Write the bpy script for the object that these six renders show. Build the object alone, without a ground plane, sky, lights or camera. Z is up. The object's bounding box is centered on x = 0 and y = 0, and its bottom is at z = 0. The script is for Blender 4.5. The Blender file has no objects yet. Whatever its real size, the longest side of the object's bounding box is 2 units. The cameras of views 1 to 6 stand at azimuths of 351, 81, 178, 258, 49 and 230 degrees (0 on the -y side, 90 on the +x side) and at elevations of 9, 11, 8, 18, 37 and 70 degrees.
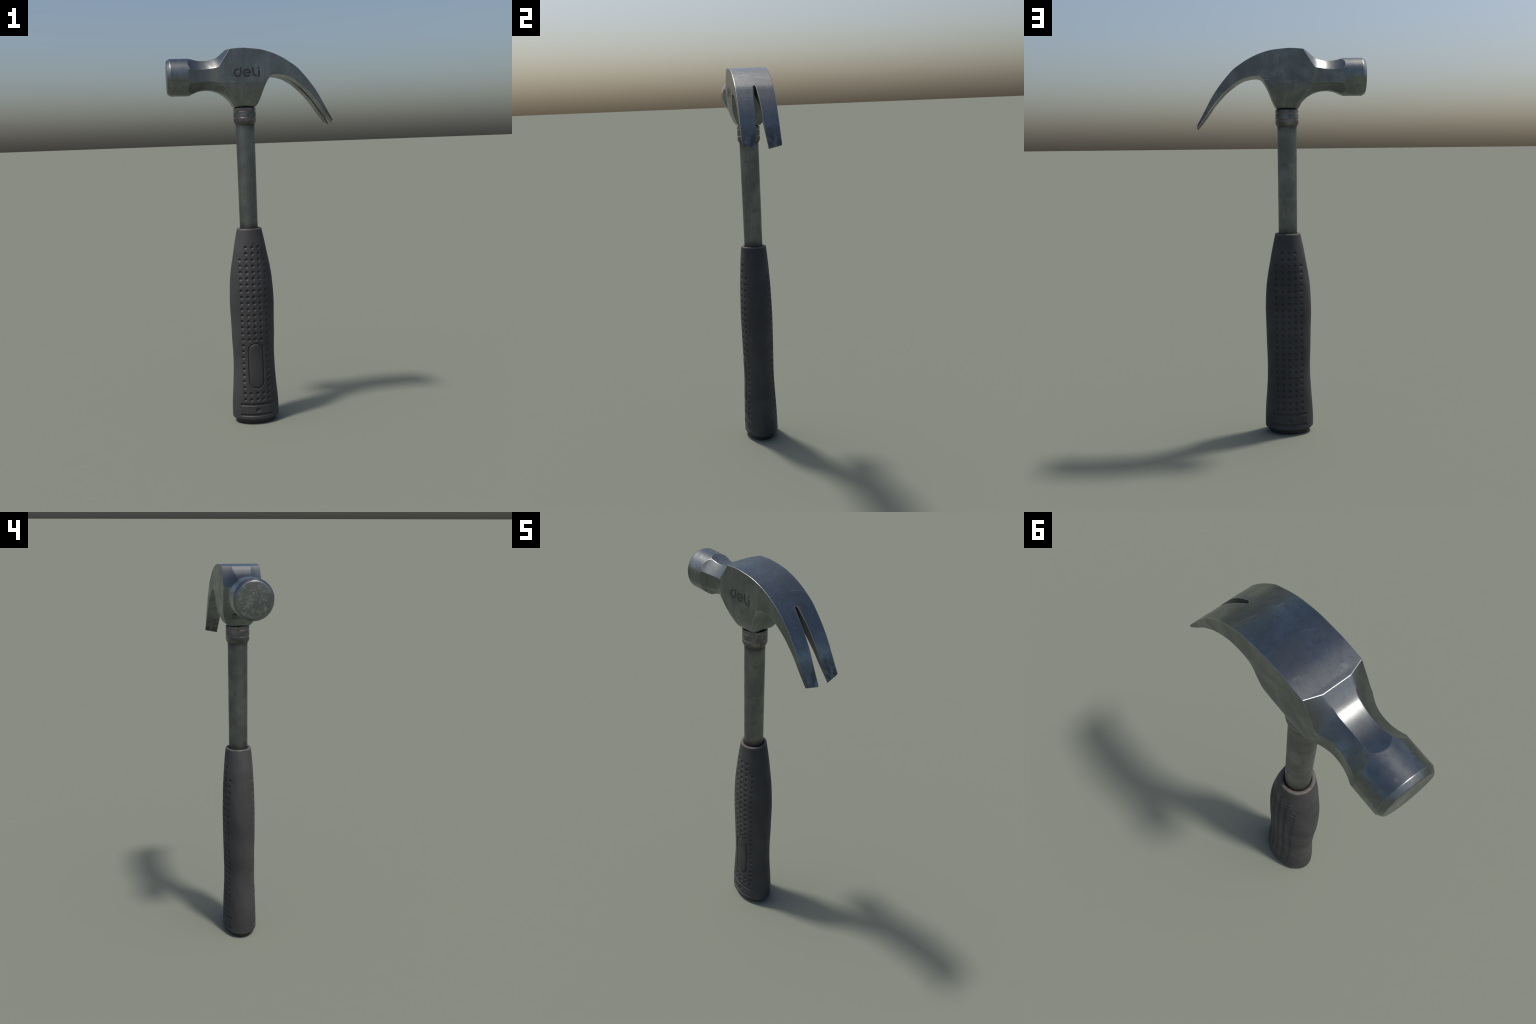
import bpy, bmesh, math, random
import numpy as np
from mathutils import Vector, Matrix

random.seed(7)
scene = bpy.context.scene
COL = scene.collection

# ------------------------------------------------------------------ helpers
def smooth_curve(pts, n):
    """Resample a control polyline with a centripetal Catmull-Rom curve (n points)."""
    P = [np.array(p, float) for p in pts]
    P = [2 * P[0] - P[1]] + P + [2 * P[-1] - P[-2]]
    segs, L = [], []
    for i in range(1, len(P) - 2):
        p0, p1, p2, p3 = P[i - 1:i + 3]
        t0 = 0.0
        t1 = t0 + max(np.linalg.norm(p1 - p0), 1e-6) ** 0.5
        t2 = t1 + max(np.linalg.norm(p2 - p1), 1e-6) ** 0.5
        t3 = t2 + max(np.linalg.norm(p3 - p2), 1e-6) ** 0.5
        for k in range(16):
            t = t1 + (t2 - t1) * k / 16
            a1 = (t1 - t) / (t1 - t0) * p0 + (t - t0) / (t1 - t0) * p1
            a2 = (t2 - t) / (t2 - t1) * p1 + (t - t1) / (t2 - t1) * p2
            a3 = (t3 - t) / (t3 - t2) * p2 + (t - t2) / (t3 - t2) * p3
            b1 = (t2 - t) / (t2 - t0) * a1 + (t - t0) / (t2 - t0) * a2
            b2 = (t3 - t) / (t3 - t1) * a2 + (t - t1) / (t3 - t1) * a3
            segs.append((t2 - t) / (t2 - t1) * b1 + (t - t1) / (t2 - t1) * b2)
    segs.append(P[-2])
    S = np.array(segs)
    d = np.concatenate([[0], np.cumsum(np.linalg.norm(np.diff(S, axis=0), axis=1))])
    q = np.linspace(0, d[-1], n)
    return np.stack([np.interp(q, d, S[:, c]) for c in range(S.shape[1])], axis=1)

def mesh_obj(name, verts, faces, parent=None, mat=None, link=True):
    me = bpy.data.meshes.new(name)
    me.from_pydata([tuple(v) for v in verts], [], faces)
    me.update()
    ob = bpy.data.objects.new(name, me)
    if link:
        COL.objects.link(ob)
    if parent:
        ob.parent = parent
    if mat:
        me.materials.append(mat)
    return ob

def fix_normals(ob):
    bm = bmesh.new(); bm.from_mesh(ob.data)
    bmesh.ops.recalc_face_normals(bm, faces=bm.faces)
    bm.to_mesh(ob.data); bm.free()

def prism(name, poly, vec0, vec1):
    """Solid between a closed polygon moved by vec0 and by vec1."""
    n = len(poly)
    v = [np.array(p) + np.array(vec0) for p in poly] + [np.array(p) + np.array(vec1) for p in poly]
    f = [list(range(n)), list(range(n, 2 * n))]
    f += [[i, (i + 1) % n, n + (i + 1) % n, n + i] for i in range(n)]
    ob = mesh_obj(name, v, f)
    fix_normals(ob)
    return ob

def ribbon_solid(name, A, B, out, sub=1):
    """Solid lying on the `out` side of the ruled ribbon between curves A and B."""
    n = len(A)
    out = np.array(out, float)
    rows = [A + (B - A) * k / sub for k in range(sub + 1)] + [B + out, A + out]
    m = len(rows)
    v = [p for r in rows for p in r]
    f = []
    for r in range(m):
        s = (r + 1) % m
        for i in range(n - 1):
            a, b, c, d = r * n + i, r * n + i + 1, s * n + i + 1, s * n + i
            f += [[a, b, c], [a, c, d]]
    f += [[r * n for r in range(m)], [r * n + n - 1 for r in range(m)]]
    f = f[:-2] + [[f[-2][0], f[-2][k], f[-2][k + 1]] for k in range(1, m - 1)] + [[f[-1][0], f[-1][k], f[-1][k + 1]] for k in range(1, m - 1)]
    ob = mesh_obj(name, v, f)
    fix_normals(ob)
    return ob

def mirror_y(ob, name):
    v = [(p.co.x, -p.co.y, p.co.z) for p in ob.data.vertices]
    f = [list(reversed(list(p.vertices))) for p in ob.data.polygons]
    o = mesh_obj(name, v, f); fix_normals(o)
    return o

def boolean(target, cutter, op):
    m = target.modifiers.new('b', 'BOOLEAN')
    m.operation = op; m.solver = 'EXACT'; m.object = cutter
    apply_mods(target)
    bpy.data.objects.remove(cutter, do_unlink=True)

def apply_mods(ob):
    dg = bpy.context.evaluated_depsgraph_get()
    me = bpy.data.meshes.new_from_object(ob.evaluated_get(dg))
    old = ob.data
    ob.modifiers.clear()
    ob.data = me
    bpy.data.meshes.remove(old)

def lathe(name, prof, axis_x=0.0, n=96, parent=None, mat=None, caps=(False, False)):
    """Revolve (radius, z) profile about a vertical axis at x = axis_x."""
    v, f = [], []
    m = len(prof)
    for r, z in prof:
        for k in range(n):
            a = 2 * math.pi * k / n
            v.append((axis_x + r * math.cos(a), r * math.sin(a), z))
    for i in range(m - 1):
        for k in range(n):
            f.append([i * n + k, i * n + (k + 1) % n, (i + 1) * n + (k + 1) % n, (i + 1) * n + k])
    if caps[0]: f.append(list(range(n)))
    if caps[1]: f.append([(m - 1) * n + k for k in range(n)])
    ob = mesh_obj(name, v, f, parent, mat)
    fix_normals(ob)
    return ob

def shade(ob, deg=30):
    me = ob.data
    me.polygons.foreach_set('use_smooth', [True] * len(me.polygons))
    me.set_sharp_from_angle(angle=math.radians(deg))

# ------------------------------------------------------------------ materials
class NT:
    def __init__(self, name):
        self.mat = bpy.data.materials.new(name)
        self.mat.use_nodes = True
        self.nt = self.mat.node_tree
        self.nt.nodes.clear()
        self.out = self.nt.nodes.new('ShaderNodeOutputMaterial')
        self.bsdf = self.nt.nodes.new('ShaderNodeBsdfPrincipled')
        self.nt.links.new(self.bsdf.outputs[0], self.out.inputs[0])
        self.tc = self.nt.nodes.new('ShaderNodeTexCoord')
        self.obj = self.tc.outputs['Object']
    def link(self, a, b):
        if isinstance(a, (int, float)):
            b.default_value = a
        elif isinstance(a, tuple):
            b.default_value = a if len(a) == len(b.default_value) else a + (1.0,)
        else:
            self.nt.links.new(a, b)
    def mapping(self, scale=(1, 1, 1), rot=(0, 0, 0), loc=(0, 0, 0)):
        n = self.nt.nodes.new('ShaderNodeMapping')
        n.inputs['Scale'].default_value = scale
        n.inputs['Rotation'].default_value = rot
        n.inputs['Location'].default_value = loc
        self.link(self.obj, n.inputs[0])
        return n.outputs[0]
    def noise(self, scale, detail=4, rough=0.55, vec=None, dist=0.0):
        n = self.nt.nodes.new('ShaderNodeTexNoise')
        n.inputs['Scale'].default_value = scale
        n.inputs['Detail'].default_value = detail
        n.inputs['Roughness'].default_value = rough
        n.inputs['Distortion'].default_value = dist
        self.link(vec if vec is not None else self.obj, n.inputs['Vector'])
        return n.outputs[0]
    def voronoi(self, scale, vec=None, feature='F1', rnd=1.0):
        n = self.nt.nodes.new('ShaderNodeTexVoronoi')
        n.feature = feature
        n.inputs['Scale'].default_value = scale
        n.inputs['Randomness'].default_value = rnd
        self.link(vec if vec is not None else self.obj, n.inputs['Vector'])
        return n.outputs['Distance']
    def ramp(self, fac, lo, hi, a=0.0, b=1.0):
        n = self.nt.nodes.new('ShaderNodeMapRange')
        n.interpolation_type = 'SMOOTHSTEP'
        self.link(fac, n.inputs[0])
        for i, x in enumerate((lo, hi, a, b)):
            n.inputs[i + 1].default_value = x
        return n.outputs[0]
    def math(self, op, a, b=0.0, c=0.0):
        n = self.nt.nodes.new('ShaderNodeMath'); n.operation = op
        self.link(a, n.inputs[0]); self.link(b, n.inputs[1]); self.link(c, n.inputs[2])
        return n.outputs[0]
    def mix(self, fac, a, b, mode='MIX'):
        n = self.nt.nodes.new('ShaderNodeMix'); n.data_type = 'RGBA'; n.blend_type = mode
        self.link(fac, n.inputs[0]); self.link(a, n.inputs[6]); self.link(b, n.inputs[7])
        return n.outputs[2]
    def sep(self, vec):
        n = self.nt.nodes.new('ShaderNodeSeparateXYZ')
        self.link(vec, n.inputs[0])
        return n.outputs
    def edge(self, radius=0.004):
        """1 on convex edges, as a mask for a paler tone along them, else 0."""
        b = self.nt.nodes.new('ShaderNodeBevel'); b.samples = 8
        b.inputs['Radius'].default_value = radius
        g = self.nt.nodes.new('ShaderNodeNewGeometry')
        d = self.nt.nodes.new('ShaderNodeVectorMath'); d.operation = 'DOT_PRODUCT'
        self.link(b.outputs[0], d.inputs[0]); self.link(g.outputs['Normal'], d.inputs[1])
        return self.ramp(d.outputs['Value'], 0.995, 0.93)
    def bump(self, h, strength=0.2, dist=0.002, normal=None):
        n = self.nt.nodes.new('ShaderNodeBump')
        n.inputs['Strength'].default_value = strength
        n.inputs['Distance'].default_value = dist
        self.link(h, n.inputs['Height'])
        if normal is not None: self.link(normal, n.inputs['Normal'])
        return n.outputs[0]
    def bevel(self, radius):
        b = self.nt.nodes.new('ShaderNodeBevel'); b.samples = 8
        b.inputs['Radius'].default_value = radius
        return b.outputs[0]
    def set(self, **k):
        for key, val in k.items():
            self.link(val, self.bsdf.inputs[key.replace('_', ' ')])
        return self.mat

def scratches(m, segs, width=0.0011):
    """Straight hair-line scratches, each from one point to another."""
    total = 0.0
    for p0, p1, k in segs:
        p0, p1 = Vector(p0), Vector(p1)
        ax = (p1 - p0)
        def vm(op, a, b):
            n = m.nt.nodes.new('ShaderNodeVectorMath'); n.operation = op
            for q, i in ((a, 0), (b, 1)):
                if isinstance(q, Vector): n.inputs[i].default_value = q
                else: m.link(q, n.inputs[i])
            return n
        rel = vm('SUBTRACT', m.obj, p0).outputs[0]
        t = m.math('MULTIPLY', vm('DOT_PRODUCT', rel, ax).outputs['Value'], 1.0 / ax.length_squared)
        cr = vm('CROSS_PRODUCT', rel, ax.normalized()).outputs[0]
        ln = m.nt.nodes.new('ShaderNodeVectorMath'); ln.operation = 'LENGTH'; m.link(cr, ln.inputs[0])
        inside = m.math('MULTIPLY', m.ramp(t, 0.0, 0.25), m.ramp(t, 1.0, 0.55))
        mask = m.math('MULTIPLY', m.ramp(ln.outputs['Value'], width * 1.6, width * 0.2), m.math('MULTIPLY', inside, k))
        total = mask if total == 0.0 else m.math('MAXIMUM', total, mask)
    return total

def steel(name, base=(0.199, 0.214, 0.216), rough=0.29, dirt=1.0, face=False, seam_z=None):
    m = NT(name)
    smudge = m.noise(9, 6, 0.62, dist=0.4)
    streak = m.noise(1, 4, 0.6, m.mapping(scale=(45, 45, 9)))
    spots = m.noise(34, 3, 0.55)
    fine = m.noise(170, 3, 0.6)
    col = m.mix(m.ramp(smudge, 0.36, 0.66), tuple(c * 0.76 for c in base), tuple(c * 1.12 for c in base))
    col = m.mix(m.ramp(streak, 0.45, 0.70, 0, 0.6), col, tuple(c * 0.72 for c in base))
    dark = m.math('MULTIPLY', m.ramp(spots, 0.60, 0.74), m.ramp(smudge, 0.44, 0.56))
    col = m.mix(m.math('MULTIPLY', dark, 0.7 * dirt), col, (0.10, 0.102, 0.097))
    rust = m.math('MULTIPLY', m.ramp(m.noise(22, 5, 0.65, m.mapping(loc=(3, 1, 5))), 0.60, 0.72),
                  m.ramp(m.noise(5, 2, 0.5, m.mapping(loc=(8, 2, 1))), 0.52, 0.62))
    col = m.mix(m.math('MULTIPLY', rust, 0.4 * dirt), col, (0.17, 0.145, 0.12))
    sc = scratches(m, [
        ((0.165, 0.035, 1.948), (0.180, 0.098, 1.940), 1.0), ((0.170, 0.010, 1.944), (0.190, 0.095, 1.933), 0.8),
        ((0.150, -0.060, 1.955), (0.155, -0.028, 1.952), 0.9), ((0.245, -0.080, 1.890), (0.225, -0.030, 1.908), 0.6),
        ((0.240, 0.045, 1.894), (0.246, 0.080, 1.890), 0.7), ((0.300, -0.070, 1.828), (0.285, -0.040, 1.846), 0.4),
        ((0.128, 0.093, 1.872), (0.050, 0.093, 1.860), 0.8), ((0.100, 0.093, 1.846), (0.052, 0.093, 1.851), 0.8),
        ((-0.140, -0.093, 1.853), (-0.060, -0.093, 1.851), 0.5), ((-0.040, -0.093, 1.848), (0.030, -0.093, 1.842), 0.45),
        ((-0.120, -0.093, 1.838), (-0.080, -0.093, 1.830), 0.4), ((-0.085, 0.093, 1.842), (0.010, 0.093, 1.834), 0.4),
        ((-0.110, -0.093, 1.886), (-0.050, -0.093, 1.882), 0.4), ((0.020, -0.07, 1.994), (0.045, -0.02, 1.991), 0.35)])
    col = m.mix(m.math('MULTIPLY', sc, 0.55), col, (0.62, 0.63, 0.64))
    xyz = m.sep(m.obj)
    if face:
        on = m.ramp(xyz[0], -0.4272, -0.4282)
        flecks = scratches(m, [((-0.43, 0.0642, 1.871), (-0.43, 0.064, 1.879), 1.0), ((-0.43, -0.012, 1.817), (-0.43, -0.012, 1.806), 1.0),
            ((-0.43, -0.0355, 1.873), (-0.43, -0.038, 1.860), 0.9), ((-0.43, -0.050, 1.866), (-0.43, -0.056, 1.860), 0.8),
            ((-0.43, 0.014, 1.857), (-0.43, 0.008, 1.842), 0.7), ((-0.43, 0.065, 1.853), (-0.43, 0.050, 1.857), 0.7),
            ((-0.43, -0.020, 1.861), (-0.43, -0.023, 1.856), 0.9), ((-0.43, 0.006, 1.900), (-0.43, 0.004, 1.890), 0.8),
            ((-0.43, 0.037, 1.845), (-0.43, 0.033, 1.835), 0.5), ((-0.43, -0.002, 1.872), (-0.43, -0.010, 1.862), 0.6)], 0.0042)
        sc2 = scratches(m, [((-0.43, 0.052, 1.8725), (-0.43, -0.010, 1.893), 1.0), ((-0.43, 0.030, 1.906), (-0.43, -0.010, 1.914), 0.8),
            ((-0.43, -0.002, 1.925), (-0.43, -0.012, 1.875), 0.7), ((-0.43, 0.036, 1.938), (-0.43, 0.004, 1.938), 0.7),
            ((-0.43, -0.008, 1.938), (-0.43, -0.040, 1.937), 0.8), ((-0.43, 0.034, 1.794), (-0.43, 0.006, 1.792), 0.8),
            ((-0.43, -0.010, 1.793), (-0.43, -0.030, 1.795), 0.6)], 0.0016)
        cloud = m.ramp(m.noise(38, 6, 0.72, m.mapping(loc=(1, 4, 2))), 0.46, 0.68, 0, 0.55)
        worn = m.math('MULTIPLY', m.math('MAXIMUM', cloud, m.math('MAXIMUM', m.math('MULTIPLY', flecks, m.ramp(m.noise(130, 4, 0.7), 0.36, 0.60, 0.2, 0.95)), m.math('MULTIPLY', sc2, 0.8))), on)
        col = m.mix(worn, col, (0.42, 0.44, 0.42))
    along = m.math('ADD', m.math('SUBTRACT', m.math('MULTIPLY', xyz[0], 0.535), m.math('MULTIPLY', xyz[2], 0.845)), m.math('MULTIPLY', m.math('SUBTRACT', smudge, 0.5), 0.16))
    tip = m.math('MULTIPLY', m.ramp(along, -1.255, -1.185), m.ramp(spots, 0.36, 0.56))
    col = m.mix(m.math('MULTIPLY', tip, 0.88), col, (0.085, 0.085, 0.083))
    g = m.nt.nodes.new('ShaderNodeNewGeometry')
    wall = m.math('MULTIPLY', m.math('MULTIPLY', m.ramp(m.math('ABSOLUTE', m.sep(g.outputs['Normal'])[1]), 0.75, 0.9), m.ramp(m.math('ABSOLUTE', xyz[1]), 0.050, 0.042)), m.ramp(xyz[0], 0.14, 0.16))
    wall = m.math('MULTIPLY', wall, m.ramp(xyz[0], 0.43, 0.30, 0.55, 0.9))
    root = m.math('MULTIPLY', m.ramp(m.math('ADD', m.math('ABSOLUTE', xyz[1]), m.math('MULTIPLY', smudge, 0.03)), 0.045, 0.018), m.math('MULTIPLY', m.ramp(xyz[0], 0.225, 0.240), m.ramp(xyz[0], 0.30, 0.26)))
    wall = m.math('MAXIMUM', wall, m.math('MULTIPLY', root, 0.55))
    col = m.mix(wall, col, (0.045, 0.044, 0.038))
    ed = m.math('MULTIPLY', m.edge(0.004), m.ramp(xyz[0], 0.40, 0.33, 0.25, 1.0))
    col = m.mix(m.math('MULTIPLY', ed, 0.55), col, (0.55, 0.56, 0.57))
    r = m.math('ADD', m.ramp(smudge, 0.35, 0.68, rough + 0.07, rough - 0.04), m.ramp(fine, 0.3, 0.7, -0.015, 0.015))
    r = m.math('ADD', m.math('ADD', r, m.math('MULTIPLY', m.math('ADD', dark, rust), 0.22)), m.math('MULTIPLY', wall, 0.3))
    nb = m.bump(spots, 0.05, 0.002, m.bevel(0.0035))
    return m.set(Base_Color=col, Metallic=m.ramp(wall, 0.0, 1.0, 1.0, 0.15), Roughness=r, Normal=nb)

def shaft_steel(name):
    m = NT(name)
    base = (0.185, 0.195, 0.186)
    z = m.sep(m.obj)[2]
    smudge = m.noise(8, 6, 0.62, dist=0.2)
    blot = m.noise(18, 6, 0.7)
    spots = m.noise(26, 4, 0.6)
    streak = m.noise(1, 4, 0.6, m.mapping(scale=(40, 40, 6)))
    col = m.mix(m.ramp(smudge, 0.36, 0.66), tuple(c * 0.8 for c in base), tuple(c * 1.15 for c in base))
    col = m.mix(m.ramp(streak, 0.48, 0.72, 0, 0.3), col, tuple(c * 0.7 for c in base))
    col = m.mix(m.ramp(blot, 0.46, 0.70, 0, 0.5), col, tuple(c * 0.55 for c in base))
    spot = m.math('MULTIPLY', m.ramp(spots, 0.60, 0.72), m.ramp(smudge, 0.45, 0.55))
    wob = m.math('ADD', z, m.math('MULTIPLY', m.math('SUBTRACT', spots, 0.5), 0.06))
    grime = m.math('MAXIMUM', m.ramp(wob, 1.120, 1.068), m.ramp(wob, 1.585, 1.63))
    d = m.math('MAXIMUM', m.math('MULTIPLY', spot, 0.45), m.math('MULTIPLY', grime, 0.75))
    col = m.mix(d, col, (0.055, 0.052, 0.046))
    sc = scratches(m, [((-0.062, -0.04, 1.220), (-0.028, -0.049, 1.224), 1.0), ((-0.02, 0.049, 1.252), (-0.05, 0.045, 1.246), 0.8), ((-0.02, 0.049, 1.357), (-0.032, 0.049, 1.322), 0.5)])
    col = m.mix(m.math('MULTIPLY', sc, 0.5), col, (0.5, 0.5, 0.5))
    r = m.math('ADD', m.ramp(smudge, 0.35, 0.68, 0.46, 0.36), m.math('MULTIPLY', d, 0.25))
    return m.set(Base_Color=col, Metallic=1.0, Roughness=r,
                 Normal=m.bump(m.math('ADD', spots, m.noise(150, 3, 0.6)), 0.12, 0.002))

def ferrule_steel(name):
    m = NT(name)
    base = (0.19, 0.195, 0.195)
    z = m.sep(m.obj)[2]
    smudge = m.noise(14, 6, 0.65, dist=0.5)
    col = m.mix(m.ramp(smudge, 0.36, 0.64), tuple(c * 0.6 for c in base), tuple(c * 1.2 for c in base))
    d1 = m.math('ABSOLUTE', m.math('SUBTRACT', z, 1.6865))
    d2 = m.math('ABSOLUTE', m.math('SUBTRACT', z, 1.6535))
    groove = m.ramp(m.math('MINIMUM', d1, d2), 0.0065, 0.0035)
    col = m.mix(m.math('MULTIPLY', groove, 0.6), col, (0.265, 0.205, 0.185))
    low = m.ramp(m.math('ADD', z, m.math('MULTIPLY', smudge, 0.02)), 1.655, 1.628)
    col = m.mix(m.math('MULTIPLY', low, 0.6), col, (0.10, 0.085, 0.07))
    top = m.math('MULTIPLY', m.ramp(z, 1.692, 1.702), m.ramp(smudge, 0.42, 0.6))
    col = m.mix(m.math('MULTIPLY', top, 0.45), col, (0.20, 0.14, 0.12))
    r = m.math('ADD', m.ramp(smudge, 0.35, 0.65, 0.48, 0.34), m.math('MULTIPLY', groove, -0.08))
    return m.set(Base_Color=col, Metallic=1.0, Roughness=r,
                 Normal=m.bump(m.noise(120, 4, 0.6), 0.12, 0.002, m.bevel(0.0012)))

def rubber(name, base=(0.040, 0.039, 0.041), dusty=True):
    m = NT(name)
    z = m.sep(m.obj)[2]
    big = m.noise(6, 5, 0.6)
    mid = m.noise(40, 4, 0.6)
    fine = m.noise(420, 2, 0.6)
    col = m.mix(m.ramp(big, 0.35, 0.68), tuple(c * 0.82 for c in base), tuple(c * 1.2 for c in base))
    if dusty:
        rim = m.ramp(m.math('ADD', z, m.math('MULTIPLY', m.math('SUBTRACT', mid, 0.5), 0.012)), 1.062, 1.0705)
        col = m.mix(m.math('MULTIPLY', rim, m.ramp(mid, 0.35, 0.6, 0.4, 0.95)), col, (0.098, 0.087, 0.080))
    r = m.ramp(big, 0.35, 0.65, 0.66, 0.54)
    h = m.math('ADD', m.math('MULTIPLY', fine, 0.5), mid)
    return m.set(Base_Color=col, Roughness=r, Specular_IOR_Level=0.42,
                 Normal=m.bump(h, 0.16, 0.0015))

def flat(name, col, rough, metal=0.0):
    m = NT(name)
    n = m.noise(60, 4, 0.6)
    c = m.mix(m.ramp(n, 0.35, 0.65), tuple(x * 0.8 for x in col), tuple(x * 1.2 for x in col))
    return m.set(Base_Color=c, Roughness=rough, Metallic=metal)

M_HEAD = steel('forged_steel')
M_FACE = steel('struck_steel', face=True)
M_SHAFT = shaft_steel('tube_steel')
M_FERR = ferrule_steel('ferrule_steel')
M_RUB = rubber('grip_rubber')
M_CAP = rubber('cap_rubber', (0.026, 0.026, 0.027), False)
M_INK = flat('stamp_black', (0.017, 0.019, 0.019), 0.6, 0.0)
M_RING = flat('ring_black', (0.006, 0.006, 0.006), 0.9)

# ------------------------------------------------------------------ root
AX = -0.0300            # handle axis
ZC = 1.8655             # striking axis height
R = 0.0945              # striking face radius
H = 0.0930              # half thickness of the head
root = bpy.data.objects.new('claw_hammer', None)
COL.objects.link(root)
root['label'] = 'steel claw hammer standing upright on a dark rubber grip'
root['category'] = 'claw hammer'

# ------------------------------------------------------------------ head: side outline (x, z)
top_claw = smooth_curve([(-0.1100, 1.9955), (-0.079, 1.9982), (-0.043, 1.9999), (-0.0135, 1.9978), (0.024, 1.9940), (0.060, 1.9882),
            (0.120, 1.9688), (0.1685, 1.9450), (0.2030, 1.9230), (0.2380, 1.8978), (0.2720, 1.8615),
            (0.3005, 1.8275), (0.3285, 1.7895), (0.3480, 1.7594), (0.3750, 1.7100), (0.3970, 1.6695),
            (0.4208, 1.6272), (0.4380, 1.5960)], 44)
under_claw = smooth_curve([(0.4360, 1.5900), (0.4265, 1.6045), (0.4165, 1.6205), (0.4040, 1.6370), (0.3900, 1.6550), (0.3715, 1.6790),
            (0.3545, 1.7030), (0.3375, 1.7270), (0.3205, 1.7470), (0.2990, 1.7705), (0.2790, 1.7910), (0.2555, 1.8111),
            (0.2278, 1.8315), (0.2115, 1.8415), (0.1900, 1.8528), (0.1545, 1.8620), (0.1320, 1.8650),
            (0.1120, 1.8635), (0.0985, 1.8570), (0.0825, 1.8360), (0.0640, 1.8010), (0.0490, 1.7620),
            (0.0375, 1.7340), (0.0290, 1.7170), (0.0230, 1.7085)], 44)
BOT = 1.7085
low_neck = smooth_curve([(-0.0865, BOT), (-0.0930, 1.7190), (-0.1062, 1.7405), (-0.1205, 1.7550), (-0.1340, 1.7675),
            (-0.1484, 1.7758), (-0.1600, 1.7830), (-0.1806, 1.7905), (-0.1980, 1.7950), (-0.2210, 1.7972),
            (-0.2325, 1.7978), (-0.2540, 1.7958), (-0.2700, 1.7925), (-0.2900, 1.7855), (-0.3200, 1.7708),
            (-0.3500, 1.7520)], 72)
top_neck = smooth_curve([(-0.3500, 1.9790), (-0.3200, 1.9602), (-0.2890, 1.9490), (-0.2580, 1.9436), (-0.2220, 1.9440),
            (-0.1980, 1.9480), (-0.1765, 1.9555), (-0.1515, 1.9730), (-0.1265, 1.9945)], 72)
outline = [tuple(p) for p in top_claw] + [tuple(p) for p in under_claw] + [tuple(p) for p in low_neck] \
    + [(-0.46, 1.70), (-0.46, 2.02)] + [tuple(p) for p in top_neck]
head = prism('head', [(x, 0, z) for x, z in outline], (0, -H, 0), (0, H, 0))

# striking end: turned about the striking axis
prof = [(-0.4305, 0.0), (-0.4302, 0.03), (-0.4295, 0.060), (-0.4282, 0.0820), (-0.4265, 0.0846), (-0.4112, R), (-0.25, R), (-0.25, 0.6), (0.6, 0.6), (0.6, 0.0)]
n = 96
v, f = [(prof[0][0], 0, ZC)], []
for x, r in prof[1:-1]:
    v += [(x, r * math.cos(2 * math.pi * (k + .5) / n), ZC + r * math.sin(2 * math.pi * (k + .5) / n)) for k in range(n)]
v.append((prof[-1][0], 0, ZC))
f += [[0, 1 + k, 1 + (k + 1) % n] for k in range(n)]
for i in range(len(prof) - 3):
    f += [[1 + i * n + k, 1 + (i + 1) * n + k, 1 + (i + 1) * n + (k + 1) % n, 1 + i * n + (k + 1) % n] for k in range(n)]
base = 1 + (len(prof) - 3) * n
f += [[base + k, len(v) - 1, base + (k + 1) % n] for k in range(n)]
turned = mesh_obj('turned', v, f); fix_normals(turned)
boolean(head, turned, 'INTERSECT')

# creases of the eight-sided neck, as (x, y, z)
NS = 72
E1 = smooth_curve([(-0.350, 0.0480, 1.9790), (-0.320, 0.0405, 1.9602), (-0.289, 0.0350, 1.9490), (-0.258, 0.0322, 1.9436),
                   (-0.222, 0.0320, 1.9440), (-0.1765, 0.0350, 1.9555), (-0.1515, 0.0395, 1.9730), (-0.1265, 0.0437, 1.9945)], NS)
E2 = smooth_curve([(-0.350, 0.1060, 1.9130), (-0.316, 0.0893, 1.9040), (-0.289, 0.0805, 1.8990), (-0.260, 0.0748, 1.8978),
                   (-0.222, 0.0745, 1.9000), (-0.198, 0.0800, 1.9030), (-0.169, 0.0935, 1.9065), (-0.140, 0.0935, 1.9490), (-0.1100, 0.0935, 1.9955)], NS)
E3 = smooth_curve([(-0.350, 0.1060, 1.8200), (-0.314, 0.0893, 1.8310), (-0.289, 0.0805, 1.8352), (-0.258, 0.0748, 1.8370),
                   (-0.226, 0.0745, 1.8388), (-0.194, 0.0800, 1.8360), (-0.157, 0.0935, 1.8275), (-0.127, 0.0925, 1.7915),
                   (-0.100, 0.0800, 1.7530), (-0.080, 0.0680, 1.7240), (-0.0700, 0.0560, 1.7080), (-0.062, 0.046, 1.69)], NS + 6)
E4 = smooth_curve([(-0.350, 0.0460, 1.7520), (-0.320, 0.0400, 1.7708), (-0.290, 0.0350, 1.7855), (-0.258, 0.0310, 1.7953),
                   (-0.226, 0.0300, 1.7975), (-0.190, 0.0320, 1.7935), (-0.150, 0.0380, 1.7765), (-0.1235, 0.0420, 1.7575),
                   (-0.1062, 0.0400, 1.7405), (-0.0930, 0.0360, 1.7190), (-0.0865, 0.0320, 1.7080), (-0.080, 0.028, 1.69)], NS + 6)

def facet(name, Ea, Eb, out, tail):
    d = Eb - Ea
    d /= np.linalg.norm(d, axis=1)[:, None]
    A, B = Ea - 0.026 * d, Eb + 0.05 * d
    if tail is not None:
        A = np.vstack([A, A[-1] + tail]); B = np.vstack([B, B[-1] + tail])
    return ribbon_solid(name, A, B, out, 8)

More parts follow.
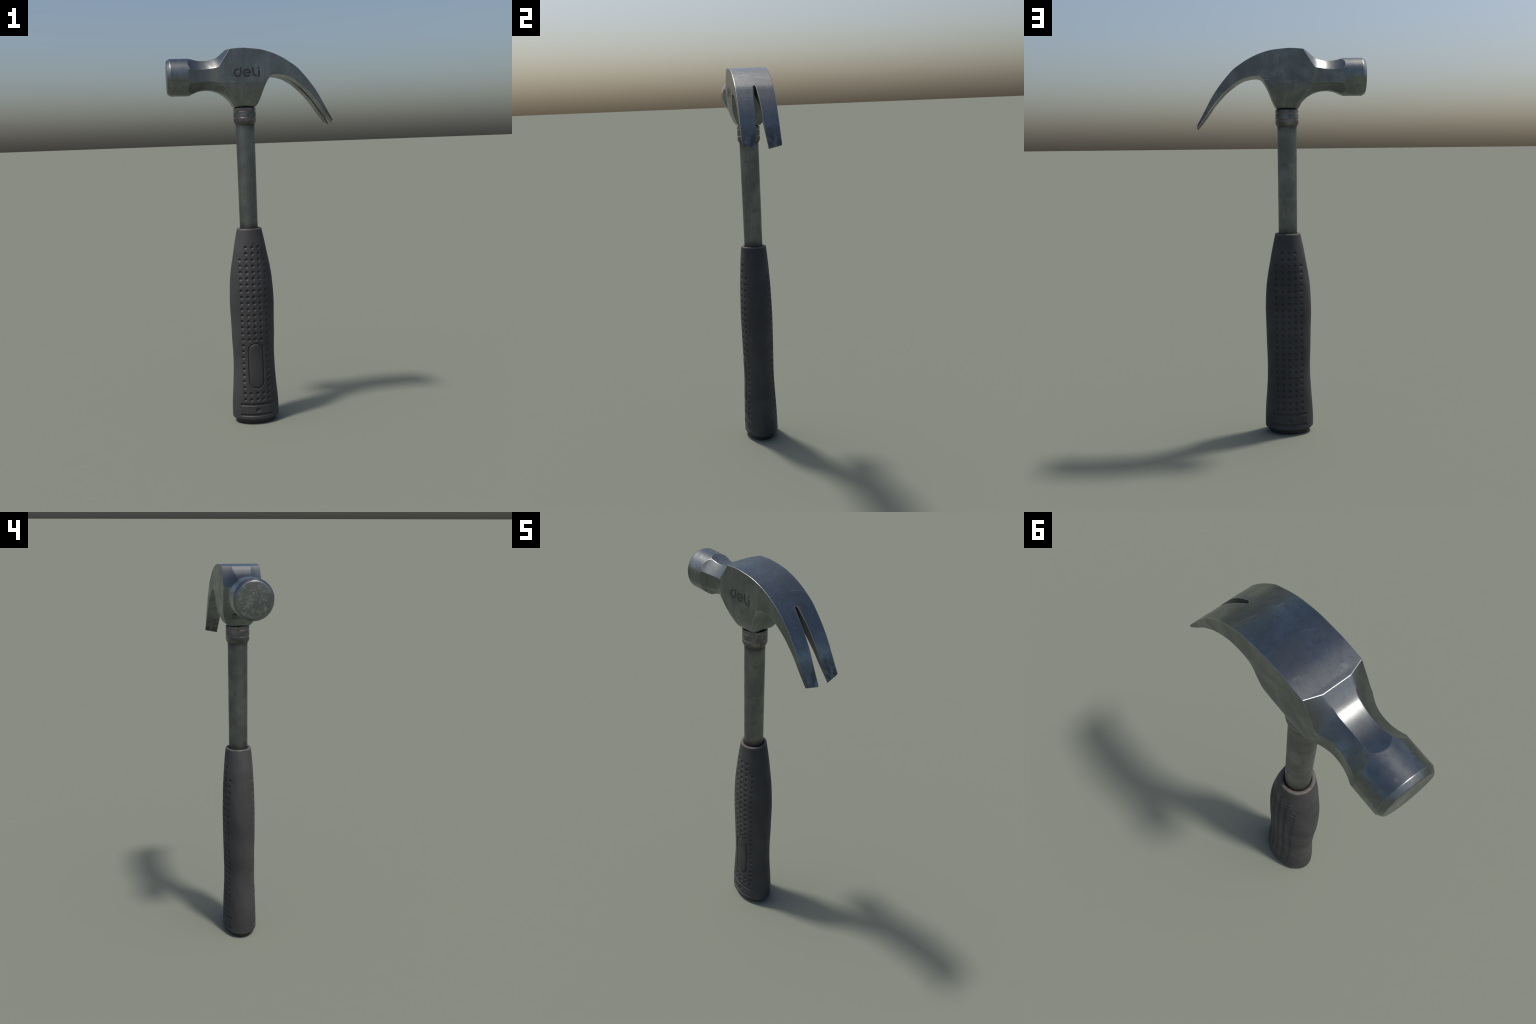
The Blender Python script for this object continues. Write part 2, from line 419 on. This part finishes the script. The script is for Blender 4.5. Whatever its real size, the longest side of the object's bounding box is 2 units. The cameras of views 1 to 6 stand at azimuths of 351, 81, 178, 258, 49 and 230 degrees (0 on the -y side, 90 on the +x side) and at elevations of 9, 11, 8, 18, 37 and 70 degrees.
c = facet('c', E1, E2, (-0.02, 0.16, 0.16), np.array((0.03, 0, 0.05)))
c2 = mirror_y(c, 'c2')
boolean(head, c, 'DIFFERENCE'); boolean(head, c2, 'DIFFERENCE')
c = facet('c', E4, E3, (-0.02, 0.16, -0.16), None)
c2 = mirror_y(c, 'c2')
boolean(head, c, 'DIFFERENCE'); boolean(head, c2, 'DIFFERENCE')

# hollow sides of the neck between creases E2 and E3
S2 = smooth_curve([(-0.350, 0.1060, 1.9130), (-0.316, 0.0893, 1.9040), (-0.289, 0.0805, 1.8990), (-0.260, 0.0748, 1.8978),
                   (-0.222, 0.0745, 1.9000), (-0.198, 0.0800, 1.9030), (-0.169, 0.0932, 1.9065), (-0.154, 0.1030, 1.91)], NS)
S3 = smooth_curve([(-0.350, 0.1060, 1.8200), (-0.314, 0.0893, 1.8310), (-0.289, 0.0805, 1.8352), (-0.258, 0.0748, 1.8370),
                   (-0.226, 0.0745, 1.8388), (-0.194, 0.0800, 1.8360), (-0.157, 0.0932, 1.8275), (-0.142, 0.1030, 1.8235)], NS)
d = S3 - S2
c = ribbon_solid('c', S2 - d * 0.9, S3 + d * 0.9, (0, 0.2, 0), 4)
c2 = mirror_y(c, 'c2')
boolean(head, c, 'DIFFERENCE'); boolean(head, c2, 'DIFFERENCE')

# cheeks draw in toward the socket
cheek = smooth_curve([(0.0990, 1.846), (0.0930, 1.828), (0.0915, 1.806), (0.0880, 1.782), (0.0825, 1.760), (0.0755, 1.741),
                      (0.0690, 1.7255), (0.0620, 1.7155), (0.0545, 1.7085), (0.0400, 1.698)], 18)
poly = [(-0.30, y, z) for y, z in cheek] + [(-0.30, 0.2, 1.698), (-0.30, 0.2, 1.846)]
c = prism('c', poly, (0, 0, 0), (0.42, 0, 0))
c2 = mirror_y(c, 'c2')
boolean(head, c, 'DIFFERENCE'); boolean(head, c2, 'DIFFERENCE')

# nail slot: a tapering gap that follows the claw
slot_c = smooth_curve([(0.205, 1.880), (0.240, 1.858), (0.288, 1.815), (0.335, 1.755), (0.377, 1.690), (0.412, 1.626), (0.436, 1.580)], 20)
wid = np.interp(np.linspace(0, 1, 20), [0, 0.10, 0.30, 0.5, 0.75, 0.93, 1], [0.0045, 0.0090, 0.0150, 0.0182, 0.0238, 0.0282, 0.0300])
tan = np.gradient(slot_c, axis=0); tan /= np.linalg.norm(tan, axis=1)[:, None]
nor = np.stack([-tan[:, 1], tan[:, 0]], axis=1)
v, f = [], []
for p, nn, w in zip(slot_c, nor, wid):
    a, b = p + nn * 0.075, p - nn * 0.075
    v += [(a[0], -w, a[1]), (a[0], w, a[1]), (b[0], w, b[1]), (b[0], -w, b[1])]
for i in range(19):
    for k in range(4):
        f.append([4 * i + k, 4 * i + (k + 1) % 4, 4 * i + 4 + (k + 1) % 4, 4 * i + 4 + k])
f += [[0, 1, 2, 3], [76, 77, 78, 79]]
# the slot's root leans back: outer start further out than inner start
for k, (x, z) in {0: (0.2650, 1.9300), 1: (0.2650, 1.9300), 2: (0.160, 1.825), 3: (0.160, 1.825)}.items():
    v[k] = (x, v[k][1], z)
slot = mesh_obj('slot', v, f); fix_normals(slot)
boolean(head, slot, 'DIFFERENCE')

# slanted claw tips: inner corner longer than outer
e = np.array((-0.0046, 0, -0.0070))           # across the tip, from top edge to underside
u = np.array((0.535, 0, -0.845))              # along the tip
A, B = [], []
for q in np.linspace(-0.35, 1.6, 14):          # 0 at the outer corner, 1 at the slot
    p = np.array((0.4206, H - 0.064 * q, 1.6272)) + u * (0.0165 * (np.sign(q) * abs(q) ** 0.85))
    A.append(p - e * 3); B.append(p + e * 6)
c = ribbon_solid('c', np.array(A), np.array(B), tuple(u * 0.12))
c2 = mirror_y(c, 'c2')
boolean(head, c, 'DIFFERENCE'); boolean(head, c2, 'DIFFERENCE')

bm = bmesh.new(); bm.from_mesh(head.data)
bmesh.ops.remove_doubles(bm, verts=bm.verts, dist=0.00015)
bmesh.ops.dissolve_degenerate(bm, dist=0.0001, edges=bm.edges)
# part borders: striking end, body, claw
CUT_P, CUT_C = -0.3235, 0.1050
for cx in (CUT_P, CUT_C):
    bmesh.ops.bisect_plane(bm, geom=bm.verts[:] + bm.edges[:] + bm.faces[:], dist=1e-5, plane_co=(cx, 0, 0), plane_no=(1, 0, 0))
bmesh.ops.triangulate(bm, faces=[q for q in bm.faces if len(q.verts) > 4])
bm.to_mesh(head.data); bm.free()
shade(head, 24)
wn = head.modifiers.new('w', 'WEIGHTED_NORMAL'); wn.keep_sharp = True; wn.mode = 'FACE_AREA_WITH_ANGLE'; wn.weight = 60
apply_mods(head)

def split(src, keep, name, parent, mat):
    me = src.data
    cn = me.corner_normals
    vs, fs, ns, remap = [], [], [], {}
    for p in me.polygons:
        if not keep(p.center): continue
        face = []
        for li, vi in zip(p.loop_indices, p.vertices):
            if vi not in remap:
                remap[vi] = len(vs); vs.append(tuple(me.vertices[vi].co))
            face.append(remap[vi]); ns.append(tuple(cn[li].vector))
        fs.append(face)
    ob = mesh_obj(name, vs, fs, parent, mat)
    ob.data.polygons.foreach_set('use_smooth', [True] * len(fs))
    ob.data.normals_split_custom_set(ns)
    return ob

body = split(head, lambda c: CUT_P < c.x < CUT_C, 'head_body', root, M_HEAD)
split(head, lambda c: c.x < CUT_P, 'striking_face', body, M_FACE)
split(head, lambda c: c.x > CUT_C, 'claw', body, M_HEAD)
bpy.data.objects.remove(head, do_unlink=True)
body.name = 'head'

# ------------------------------------------------------------------ maker's lettering, stamped black on the cheek
def stroke(path, width, closed=False, n=24, y=-H, depth=0.0003):
    P = np.array(path) if n is None else smooth_curve(path, n)
    if n is None: n = len(P)
    T = np.gradient(P, axis=0); T /= np.linalg.norm(T, axis=1)[:, None]
    N = np.stack([-T[:, 1], T[:, 0]], axis=1) * width / 2
    v, f = [], []
    for p, q in zip(P, N):
        for s, yy in ((1, y - depth), (-1, y - depth), (-1, y + 0.002), (1, y + 0.002)):
            v.append((p[0] + s * q[0], yy, p[1] + s * q[1]))
    for i in range(n - 1):
        for k in range(4):
            f.append([4 * i + k, 4 * i + (k + 1) % 4, 4 * i + 4 + (k + 1) % 4, 4 * i + 4 + k])
    f += [[0, 1, 2, 3], [4 * n - 4, 4 * n - 3, 4 * n - 2, 4 * n - 1]]
    return v, f

def letter(strokes, parent):
    V, F = [], []
    for k, (v, f) in enumerate(strokes):
        o = len(V)
        V += [(a, b - 0.00012 * k, c) for a, b, c in v]; F += [[i + o for i in q] for q in f]
    ob = mesh_obj('letter', V, F, parent, M_INK); fix_normals(ob)
    return ob

lettering = body        # letters sit directly on the head
def arc(cx, cz, r, a0, a1, n=28):
    return [(cx + r * math.cos(math.radians(a0 + (a1 - a0) * i / (n - 1))), cz + r * math.sin(math.radians(a0 + (a1 - a0) * i / (n - 1)))) for i in range(n)]
ws = 0.0090
letter([stroke([(-0.0664, 0.8922 + 1), (-0.0745, 1.8920), (-0.0835, 1.8890), (-0.0885, 1.8800), (-0.0870, 1.8700), (-0.0820, 1.8620), (-0.0745, 1.8565)], ws),
        stroke([(-0.0558, 1.9030), (-0.0556, 1.8880), (-0.0562, 1.8745), (-0.0610, 1.8660), (-0.0690, 1.8595), (-0.0745, 1.8565)], ws)], lettering)
letter([stroke(arc(-0.0238, 1.8750, 0.0163, -8, 322), ws, n=None), stroke([(-0.0315, 1.8757), (-0.0055, 1.8757)], 0.0072, n=4)], lettering)
letter([stroke([(0.0076, 1.9022), (0.0076, 1.8880), (0.0088, 1.8740), (0.0145, 1.8635), (0.0268, 1.8580)], ws)], lettering)
letter([stroke([(0.0372, 1.9022), (0.0374, 1.8940)], ws, n=4), stroke([(0.0376, 1.8880), (0.0382, 1.8538)], ws, n=4)], lettering)

# ------------------------------------------------------------------ joint, ferrule, shaft
lathe('dark_ring', [(0.0500, 1.7000), (0.0515, 1.7030), (0.0515, 1.7120)], AX, 64, root, M_RING, (True, True))
fr = 0.0588
ferr = [(0.047, 1.7040), (0.0575, 1.7040), (fr, 1.7025), (fr, 1.6895), (0.0571, 1.6880), (0.0571, 1.6868), (fr, 1.6838),
        (fr, 1.6565), (0.0571, 1.6550), (0.0571, 1.6538), (fr, 1.6508), (fr, 1.6355), (0.0583, 1.6335), (0.0518, 1.6195), (0.0500, 1.6180), (0.047, 1.6180)]
o = lathe('ferrule', ferr, AX, 96, root, M_FERR); shade(o, 18)
o = lathe('shaft', [(0.0494, 1.640), (0.0494, 1.600), (0.0490, 1.40), (0.0484, 1.20), (0.0480, 1.03)], AX, 96, root, M_SHAFT, (True, True)); shade(o, 35)

# ------------------------------------------------------------------ grip
ZK = np.array([.03, .09, .15, .235, .297, .357, .42, .48, .555, .616, .69, .749, .79, .813, .845, .873, .923, .948, .996, 1.018, 1.06])
WX = np.array([.1281, .1272, .1245, .1179, .114, .1134, .1141, .1158, .1178, .1193, .1197, .1178, .1148, .1126, .1077, .1035, .0945, .0903, .081, .0763, .0672])
WY = np.array([.0903, .0898, .088, .0845, .0818, .0808, .0815, .0825, .084, .0846, .085, .084, .083, .0825, .0815, .0803, .0778, .0763, .0729, .0712, .0668])
fine = smooth_curve(np.stack([ZK, WX, WY], axis=1), 400)
zs_main = np.linspace(0.032, 1.060, 620)
wx_main = np.interp(zs_main, fine[:, 0], fine[:, 1]); wy_main = np.interp(zs_main, fine[:, 0], fine[:, 2])
# bottom chamfer and rounded top lip
bot = [(0.0115, .1090, .0730), (0.0130, .1112, .0750), (0.0170, .1153, .0788), (0.0220, .1204, .0834), (0.0270, .1255, .0880), (0.0295, .1277, .0900)]
top = [(1.0650, .0664, .0662), (1.0690, .0655, .0653), (1.0708, .0642, .0640), (1.0715, .0622, .0620), (1.0716, .0590, .0589), (1.0714, .0560, .0559), (1.0706, .0530, .0530),
       (1.0688, .0510, .0510), (1.0650, .0499, .0499), (1.0400, .0490, .0490)]
prof = np.array(bot + list(zip(zs_main, wx_main, wy_main)) + top)
NT_ = 520
th = 2 * np.pi * np.arange(NT_) / NT_            # 0 at -y (front), counter-clockwise seen from above
Zg = np.repeat(prof[:, 0][:, None], NT_, 1)
sx, cy = np.sin(th), -np.cos(th)
Xg = prof[:, 1][:, None] * sx[None]              # relative to the axis
Yg = prof[:, 2][:, None] * cy[None]
Nx = sx[None] / prof[:, 1][:, None]; Ny = cy[None] / prof[:, 2][:, None]
nl = np.hypot(Nx, Ny); Nx /= nl; Ny /= nl
th_s = np.where(th > np.pi, th - 2 * np.pi, th)  # signed angle from the front

def arclen(wx, wy, t):
    """Arc length along the front of an ellipse from its middle, by signed angle."""
    q = np.linspace(-np.pi, np.pi, 721)
    ds = np.hypot(wx[:, None] * np.cos(q), wy[:, None] * np.sin(q))
    s = np.concatenate([np.zeros((len(wx), 1)), np.cumsum((ds[:, 1:] + ds[:, :-1]) / 2 * (q[1] - q[0]), axis=1)], axis=1)
    s -= s[:, 360:361]
    return np.stack([np.interp(t[i], q, s[i]) for i in range(len(wx))])

sstep = lambda x: np.clip(x, 0, 1) ** 2 * (3 - 2 * np.clip(x, 0, 1))
disp = np.zeros_like(Zg)
rows = 0.9745 - 0.03336 * np.arange(26)
for side in (0, 1):
    t = th_s if side == 0 else np.where(th_s > 0, th_s - np.pi, th_s + np.pi)
    S = arclen(prof[:, 1], prof[:, 2], np.repeat(t[None], len(prof), 0))
    near = np.abs(t)[None] < 1.5
    for cx in (-0.066, -0.0335, 0.0, 0.0335, 0.066):
        tc = np.arcsin(np.clip(cx / prof[:, 1], -.99, .99))
        sc = arclen(prof[:, 1], prof[:, 2], tc[:, None])
        for k, zr in enumerate(rows):
            if abs(cx) > 0.05 and k < 2: continue
            if side == 0 and abs(cx) < 0.05 and 0.19 < zr < 0.46: continue
            jz, js = random.uniform(-.0006, .0006), random.uniform(-.0006, .0006)
            i0, i1 = np.searchsorted(prof[6:-10, 0], [zr - .014, zr + .014]) + 6
            rr = np.hypot(S[i0:i1] - sc[i0:i1] - js, Zg[i0:i1] - zr - jz) / 0.0108
            disp[i0:i1] -= np.where(near, 0.0062 * sstep((1.0 - rr) / 0.75), 0)
    # two cross bars and a small round mark near the butt
    for zr, half in ((0.1110, 0.0900), (0.0525, 0.0900)):
        q = np.hypot(np.maximum(np.abs(S) - half, 0), Zg - zr) / 0.0090
        disp -= np.where(near, 0.0068 * sstep((1.0 - q) / 0.7), 0)
    q = np.hypot(S, Zg - 0.0810)
    disp -= np.where(near, 0.0045 * sstep((0.0132 - q) / 0.0045), 0)
    disp += np.where(near, 0.0012 * sstep((0.0085 - q) / 0.006), 0)
    if side == 0:   # engraved capsule outline with a gently raised pad inside
        hz = 0.123 - 0.039
        q = np.hypot(S, np.maximum(np.abs(Zg - 0.3275) - hz, 0))
        disp -= np.where(near, 0.0050 * sstep(1.0 - np.abs(q - 0.040) / 0.0058), 0)
        disp += np.where(near, 0.0012 * sstep((0.036 - q) / 0.006), 0)
# mould seam down both narrow edges
for a in (np.pi / 2, -np.pi / 2):
    wob = 0.0010 * np.sin(Zg * 41) + 0.0007 * np.sin(Zg * 97 + 1)
    s = np.angle(np.exp(1j * (th[None] - a))) * prof[:, 2][:, None] + wob
    mask = ((Zg > 0.03) & (Zg < 1.064))
    disp -= np.where(mask, 0.0009 * np.exp(-(s / 0.0016) ** 2) - 0.0004 * np.exp(-((s - 0.004) / 0.003) ** 2), 0)
amp = 0.0005
disp += amp * (np.sin(Zg * 33 + 2.1 * np.sin(th * 3)[None]) * np.sin(th * 5 + 1)[None])
Xg = Xg + disp * Nx + AX + 0.0006; Yg = Yg + disp * Ny
verts = np.stack([Xg, Yg, Zg], axis=2).reshape(-1, 3)
m = len(prof)
ii, kk = np.meshgrid(np.arange(m - 1), np.arange(NT_), indexing='ij')
k2 = (kk + 1) % NT_
quads = np.stack([ii * NT_ + kk, ii * NT_ + k2, (ii + 1) * NT_ + k2, (ii + 1) * NT_ + kk], axis=2).reshape(-1, 4)
faces = quads.tolist()
faces.append(list(range(NT_))[::-1])
grip = mesh_obj('grip', verts.tolist(), faces, root, M_RUB)
shade(grip, 60)

# butt plug below the chamfer
capp = [(0.0145, .1090, .0735), (0.0095, .1095, .0740), (0.0035, .1085, .0730), (0.0010, .1065, .0712), (0.0, .1035, .0685)]
v, f = [], []
for z, a, b in capp:
    v += [(AX + a * math.sin(t), -b * math.cos(t), z) for t in 2 * np.pi * np.arange(128) / 128]
for i in range(len(capp) - 1):
    f += [[i * 128 + k, (i + 1) * 128 + k, (i + 1) * 128 + (k + 1) % 128, i * 128 + (k + 1) % 128] for k in range(128)]
f += [list(range(128)), [len(v) - 128 + k for k in range(128)]]
cap = mesh_obj('end_cap', v, f, grip, M_CAP); fix_normals(cap); shade(cap, 50)
